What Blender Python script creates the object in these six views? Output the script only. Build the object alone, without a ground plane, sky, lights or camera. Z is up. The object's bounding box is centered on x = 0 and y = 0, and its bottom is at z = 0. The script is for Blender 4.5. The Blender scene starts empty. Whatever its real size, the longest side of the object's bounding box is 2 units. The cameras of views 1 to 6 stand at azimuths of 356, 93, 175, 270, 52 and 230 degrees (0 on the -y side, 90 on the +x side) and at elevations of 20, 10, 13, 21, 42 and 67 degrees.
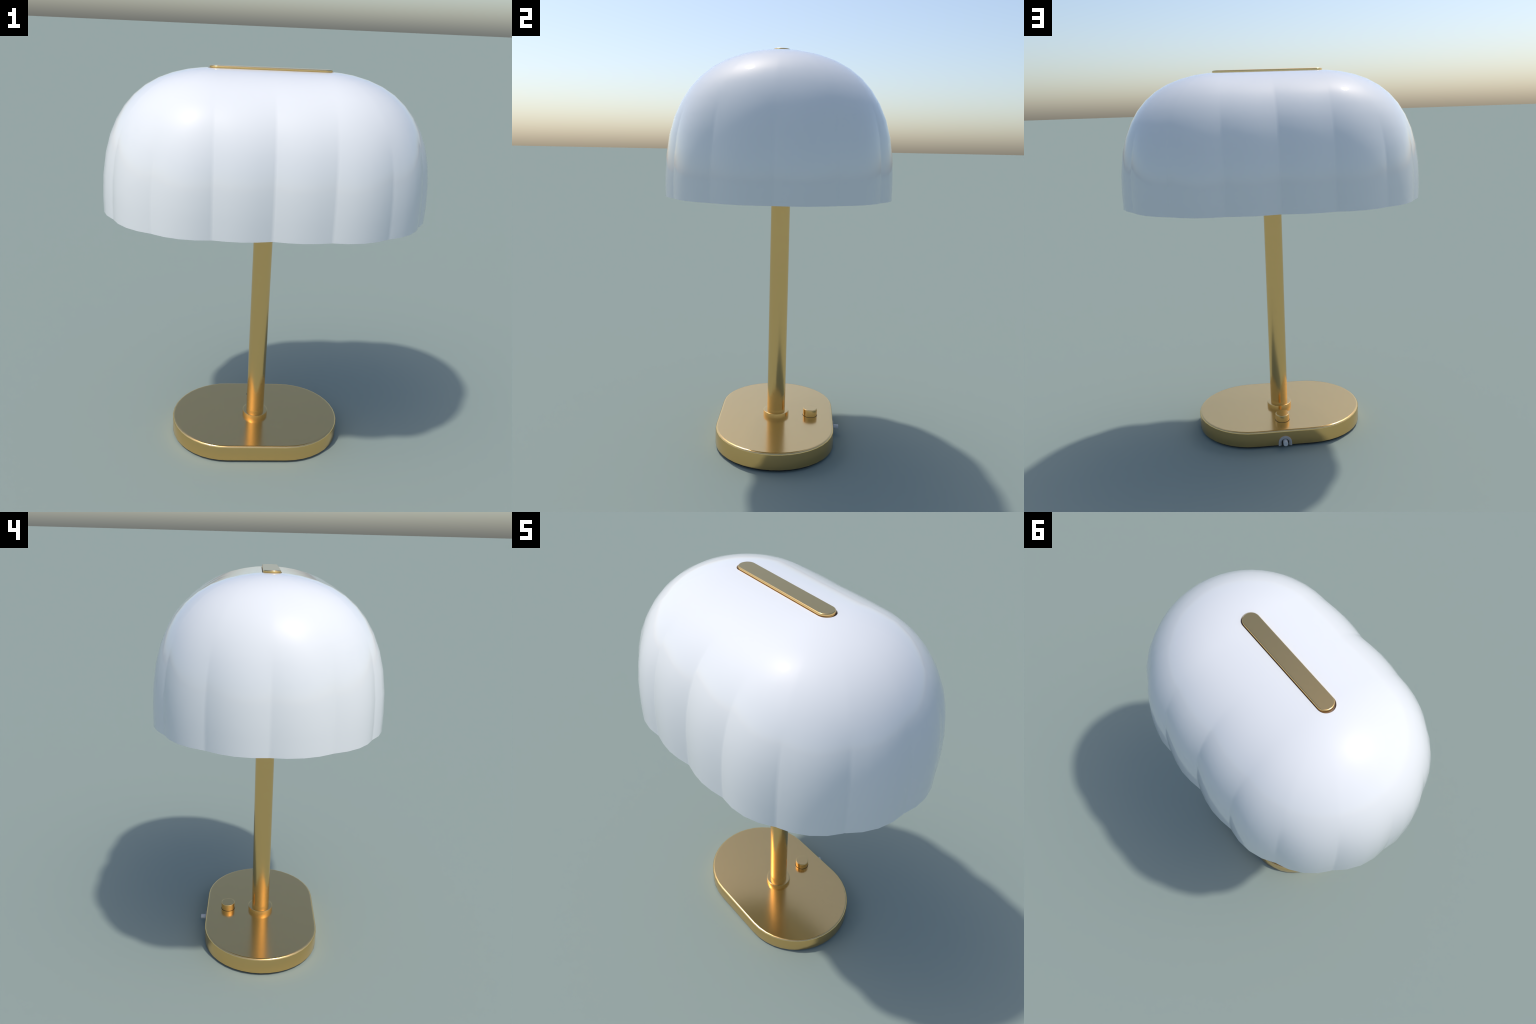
import bpy, bmesh, math
from mathutils import Vector

# ------------------------------------------------------------------ materials
def principled(name):
    m = bpy.data.materials.new(name)
    m.use_nodes = True
    return m, m.node_tree, m.node_tree.nodes["Principled BSDF"]


def add_grain(nt, bsdf, rough, spread, scale, bump):
    """Very fine surface variation: a little roughness change and bump."""
    tc = nt.nodes.new("ShaderNodeTexCoord")
    no = nt.nodes.new("ShaderNodeTexNoise")
    no.inputs["Scale"].default_value = scale
    no.inputs["Detail"].default_value = 4
    nt.links.new(tc.outputs["Object"], no.inputs["Vector"])
    mr = nt.nodes.new("ShaderNodeMapRange")
    mr.inputs["To Min"].default_value = rough - spread
    mr.inputs["To Max"].default_value = rough + spread
    nt.links.new(no.outputs["Fac"], mr.inputs["Value"])
    nt.links.new(mr.outputs["Result"], bsdf.inputs["Roughness"])
    if bump > 0:
        bp = nt.nodes.new("ShaderNodeBump")
        bp.inputs["Strength"].default_value = bump
        bp.inputs["Distance"].default_value = 0.0005
        nt.links.new(no.outputs["Fac"], bp.inputs["Height"])
        nt.links.new(bp.outputs["Normal"], bsdf.inputs["Normal"])
    return no


def brass_material():
    m, nt, b = principled("satin_brass")
    b.inputs["Metallic"].default_value = 1.0
    b.inputs["Base Color"].default_value = (0.87, 0.57, 0.23, 1)
    add_grain(nt, b, 0.19, 0.008, 60, 0.0)
    return m


def opal_material():
    m, nt, b = principled("opal_white_glass")
    b.inputs["Base Color"].default_value = (0.73, 0.738, 0.736, 1)
    b.inputs["IOR"].default_value = 1.5
    add_grain(nt, b, 0.50, 0.01, 30, 0.0)
    b.inputs["Specular IOR Level"].default_value = 0.02
    b.inputs["Coat Weight"].default_value = 1.0
    b.inputs["Coat Roughness"].default_value = 0.045
    return m


def plain_material(name, colour, rough, metallic=0.0):
    m, nt, b = principled(name)
    b.inputs["Base Color"].default_value = (*colour, 1)
    b.inputs["Metallic"].default_value = metallic
    add_grain(nt, b, rough, 0.03, 80, 0.02)
    return m


BRASS = brass_material()
OPAL = opal_material()
RUBBER = plain_material("black_rubber", (0.02, 0.02, 0.022), 0.7)
GREY = plain_material("grey_plastic", (0.42, 0.40, 0.385), 0.45)
STEEL = plain_material("pale_steel", (0.56, 0.56, 0.55), 0.4)
SLOT_FLOOR = plain_material("taupe_slot_floor", (0.20, 0.155, 0.13), 0.5)
DARK = plain_material("dark_gap", (0.03, 0.025, 0.02), 0.6)


# -------------------------------------------------------------------- helpers
def finish(bm, name, mat, parent, angle=35.0):
    bmesh.ops.recalc_face_normals(bm, faces=bm.faces)
    me = bpy.data.meshes.new(name)
    bm.to_mesh(me)
    bm.free()
    ob = bpy.data.objects.new(name, me)
    bpy.context.scene.collection.objects.link(ob)
    ob.parent = parent
    me.materials.append(mat)
    me.shade_smooth()
    if angle is not None:
        me.set_sharp_from_angle(angle=math.radians(angle))
    # keep large flat caps flat: harden the edges round every many-sided face
    caps = {k for p in me.polygons if len(p.vertices) > 8 for k in p.edge_keys}
    for e in me.edges:
        if e.key in caps:
            e.use_edge_sharp = True
    return ob


def stadium(half_straight, radius, arc_steps, straight_steps=1):
    """Closed outline: two half circles joined by straight runs along x."""
    pts = []
    for side in (1, -1):
        for i in range(arc_steps + 1):
            a = -math.pi / 2 + math.pi * i / arc_steps
            pts.append((side * (half_straight + radius * math.cos(a)),
                        side * radius * math.sin(a)))
        for i in range(1, straight_steps):
            t = 1 - 2 * i / straight_steps
            pts.append((side * half_straight * t, side * radius))
    return pts


def loft_rings(bm, rings, cap_low=True, cap_high=True):
    vr = [[bm.verts.new(p) for p in ring] for ring in rings]
    n = len(vr[0])
    for a, b in zip(vr, vr[1:]):
        for i in range(n):
            j = (i + 1) % n
            bm.faces.new((a[i], a[j], b[j], b[i]))
    if cap_low:
        bm.faces.new(list(reversed(vr[0])))
    if cap_high:
        bm.faces.new(vr[-1])
    return vr


def rounded_edge(z_low, z_high, inset_max, steps, low_round=None):
    """(inset, z) pairs for a slab with rounded top (and bottom) edge."""
    low_round = inset_max if low_round is None else low_round
    prof = []
    for i in range(steps + 1):
        a = math.pi / 2 * i / steps
        prof.append((low_round * (1 - math.sin(a)), z_low + low_round * (1 - math.cos(a))))
    for i in range(steps + 1):
        a = math.pi / 2 * i / steps
        prof.append((inset_max * (1 - math.cos(a)), z_high - inset_max * (1 - math.sin(a))))
    return prof


def stadium_slab(name, half_straight, radius, z_low, z_high, edge, mat, parent,
                 arc_steps=24, steps=4, low_round=None):
    bm = bmesh.new()
    rings = []
    for inset, z in rounded_edge(z_low, z_high, edge, steps, low_round):
        rings.append([(x, y, z) for x, y in stadium(half_straight, radius - inset, arc_steps)])
    loft_rings(bm, rings)
    return finish(bm, name, mat, parent, 40)


def turned(name, profile, mat, parent, centre=(0, 0), segments=48, angle=40):
    """Solid of revolution about a vertical axis from (radius, z) pairs."""
    bm = bmesh.new()
    rings = [[(centre[0] + r * math.cos(2 * math.pi * i / segments),
               centre[1] + r * math.sin(2 * math.pi * i / segments), z)
              for i in range(segments)] for r, z in profile]
    loft_rings(bm, rings)
    return finish(bm, name, mat, parent, angle)


def catmull(points, per_span):
    out = []
    n = len(points)
    for i in range(n - 1):
        p0 = Vector(points[max(i - 1, 0)])
        p1, p2 = Vector(points[i]), Vector(points[i + 1])
        p3 = Vector(points[min(i + 2, n - 1)])
        for k in range(per_span):
            t = k / per_span
            out.append(0.5 * ((2 * p1) + (p2 - p0) * t + (2 * p0 - 5 * p1 + 4 * p2 - p3) * t * t
                              + (3 * p1 - p0 - 3 * p2 + p3) * t ** 3))
    out.append(Vector(points[-1]))
    return out


# ----------------------------------------------------------------------- lamp
lamp = bpy.data.objects.new("table_lamp", None)
bpy.context.scene.collection.objects.link(lamp)
lamp["label"] = "brass table lamp with scalloped white oblong glass shade"
lamp["category"] = "table lamp"

# --- base slab with pad
BASE_L, BASE_R = 0.155, 0.3115
BASE_LOW, BASE_TOP = 0.0118, 0.0985
base = stadium_slab("base", BASE_L, BASE_R, BASE_LOW, BASE_TOP, 0.011, BRASS, lamp,
                    arc_steps=20, steps=4, low_round=0.001)
stadium_slab("foot_pad", BASE_L, BASE_R - 0.012, 0.0, BASE_LOW + 0.001, 0.002, RUBBER, base,
             arc_steps=20)

# --- post with collar
turned("post", [(0.0490, BASE_TOP - 0.01), (0.0495, 1.0), (0.0495, 1.940),
                (0.030, 1.941), (0.030, 1.970)], BRASS, lamp)
turned("collar", [(0.060, BASE_TOP - 0.004), (0.0695, BASE_TOP - 0.004),
                  (0.0695, 0.1195), (0.0690, 0.1215), (0.0675, 0.1225), (0.0655, 0.1228),
                  (0.049, 0.1228)], BRASS, base)

# --- push knob in a narrow dark gap
KNOB = (0.0, 0.1875)
knob = turned("knob", [(0.0385, BASE_TOP - 0.002), (0.0385, 0.1345), (0.0380, 0.1365),
                       (0.0365, 0.1378), (0.034, 0.1382)], BRASS, base, KNOB, 40)
turned("knob_gap", [(0.0300, BASE_TOP - 0.003), (0.0402, BASE_TOP - 0.003),
                    (0.0402, BASE_TOP + 0.0006), (0.0300, BASE_TOP + 0.0006)], DARK, base, KNOB, 40)


# --- cable outlet in the rear edge: arch shaped grommet, dark recess, cable pin
def arch_outline(r, z_centre, z_low, steps=16):
    pts = [(r, z_low)]
    for i in range(steps + 1):
        a = math.pi * i / steps
        pts.append((r * math.cos(a), z_centre + r * math.sin(a)))
    pts.append((-r, z_low))
    return pts


def arch_solid(name, outer, inner, y0, y1, mat, parent):
    bm = bmesh.new()
    rows = []
    for y in (y0, y1):
        rows.append(([bm.verts.new((x, y, z)) for x, z in outer],
                     [bm.verts.new((x, y, z)) for x, z in inner] if inner else None))
    (o0, i0), (o1, i1) = rows
    n = len(o0)
    if inner:
        for k in range(n - 1):
            bm.faces.new((o0[k], o0[k + 1], o1[k + 1], o1[k]))
            bm.faces.new((i0[k], i1[k], i1[k + 1], i0[k + 1]))
            bm.faces.new((o1[k], o1[k + 1], i1[k + 1], i1[k]))
            bm.faces.new((o0[k], i0[k], i0[k + 1], o0[k + 1]))
        for k in (0, n - 1):
            bm.faces.new((o0[k], o1[k], i1[k], i0[k]))
    else:
        for k in range(n):
            j = (k + 1) % n
            bm.faces.new((o0[k], o0[j], o1[j], o1[k]))
        bm.faces.new(o0)
        bm.faces.new(list(reversed(o1)))
    return finish(bm, name, mat, parent, 40)


OUT_Y = BASE_R
grommet = arch_solid("cable_grommet", arch_outline(0.0365, 0.0285, 0.0105),
                     arch_outline(0.0265, 0.0285, 0.0105), OUT_Y - 0.02, OUT_Y + 0.0065, GREY, base)
arch_solid("grommet_lip", arch_outline(0.0268, 0.0285, 0.0109), arch_outline(0.0205, 0.0285, 0.0109),
           OUT_Y - 0.019, OUT_Y + 0.0030, GREY, grommet)
arch_solid("recess", arch_outline(0.022, 0.0285, 0.0108), None,
           OUT_Y - 0.02, OUT_Y + 0.001, DARK, grommet)
bm = bmesh.new()
rings = []
for y, r in ((OUT_Y - 0.02, 0.0130), (0.3445, 0.0130), (0.3455, 0.0118)):
    rings.append([(r * math.cos(2 * math.pi * i / 20), y, 0.0345 + r * math.sin(2 * math.pi * i / 20))
                  for i in range(20)])
loft_rings(bm, rings)
finish(bm, "cable_pin", STEEL, grommet)

# --- scalloped shade
# wall profile: distance from the centre line (valley radius) against height
# (it ends at the rim of the slot in which the crown plate sits)
SHADE_PROFILE = [(0.5235, 1.3180), (0.5240, 1.400), (0.5195, 1.500), (0.5065, 1.600),
                 (0.4870, 1.680), (0.4595, 1.750), (0.4225, 1.810), (0.3780, 1.860),
                 (0.3260, 1.902), (0.2660, 1.936), (0.2000, 1.961), (0.1300, 1.9785),
                 (0.0740, 1.9868), (0.0435, 1.9890)]
RIM_Z = 1.318
HALF_RUN = 0.260            # straight half length, also one flute width
ARC_FLUTES = 6              # flutes round each end, 30 degrees each
STATIONS = (0.0, 0.03, 0.25, 0.5, 0.75, 0.97)    # edge positions across one flute


def flute_fade(z, reach):
    u = min(max((z - RIM_Z) / reach, 0.0), 1.0)
    return 1 - u ** 3


def shade_ring(r, z, offset=0.0):
    straight = 0.019 * flute_fade(z, 0.63)
    arc = 0.0130 * flute_fade(z, 0.45)
    pts = []
    rr = max(r - offset, 0.0)
    run = HALF_RUN - 0.006 * max(0.0, 1 - r / 0.13) / 0.665      # slot is a little shorter
    for side in (1, -1):
        for k in range(ARC_FLUTES):
            for t in STATIONS:
                a = -math.pi / 2 + math.pi * (k + t) / ARC_FLUTES
                q = rr + arc * 4 * t * (1 - t)
                pts.append((side * (run + q * math.cos(a)), side * q * math.sin(a), z))
        for k in range(2):
            for t in STATIONS:
                q = rr + straight * math.sin(math.pi * t)
                pts.append((side * run * (1 - k - t), side * q, z))
    return pts


def shade_shell(bm, thickness):
    wall = catmull(SHADE_PROFILE, 1)
    outer = [shade_ring(p[0], p[1]) for p in wall]
    inner = []
    for i, p in enumerate(wall):
        lean = p[0] / wall[0][0]                  # 1 at the rim, 0 on the crown
        inner.append(shade_ring(p[0], p[1] - (0 if i == 0 else thickness * (1 - lean)),
                                thickness * lean))
    rings = list(reversed(outer)) + inner + [outer[-1]]
    loft_rings(bm, rings, cap_low=False, cap_high=False)
    bmesh.ops.remove_doubles(bm, verts=bm.verts, dist=0.00005)


bm = bmesh.new()
shade_shell(bm, 0.010)
shade = finish(bm, "lamp_shade", OPAL, lamp, 60)

# --- long brass plate on the crown
stadium_slab("slot_floor_slab", 0.2540, 0.0480, 1.9690, 1.9775, 0.001, SLOT_FLOOR, lamp, arc_steps=16, steps=2)
stadium_slab("crown_plate", 0.2490, 0.0398, 1.9770, 2.0000, 0.004, BRASS, lamp,
             arc_steps=16, steps=4, low_round=0.002)
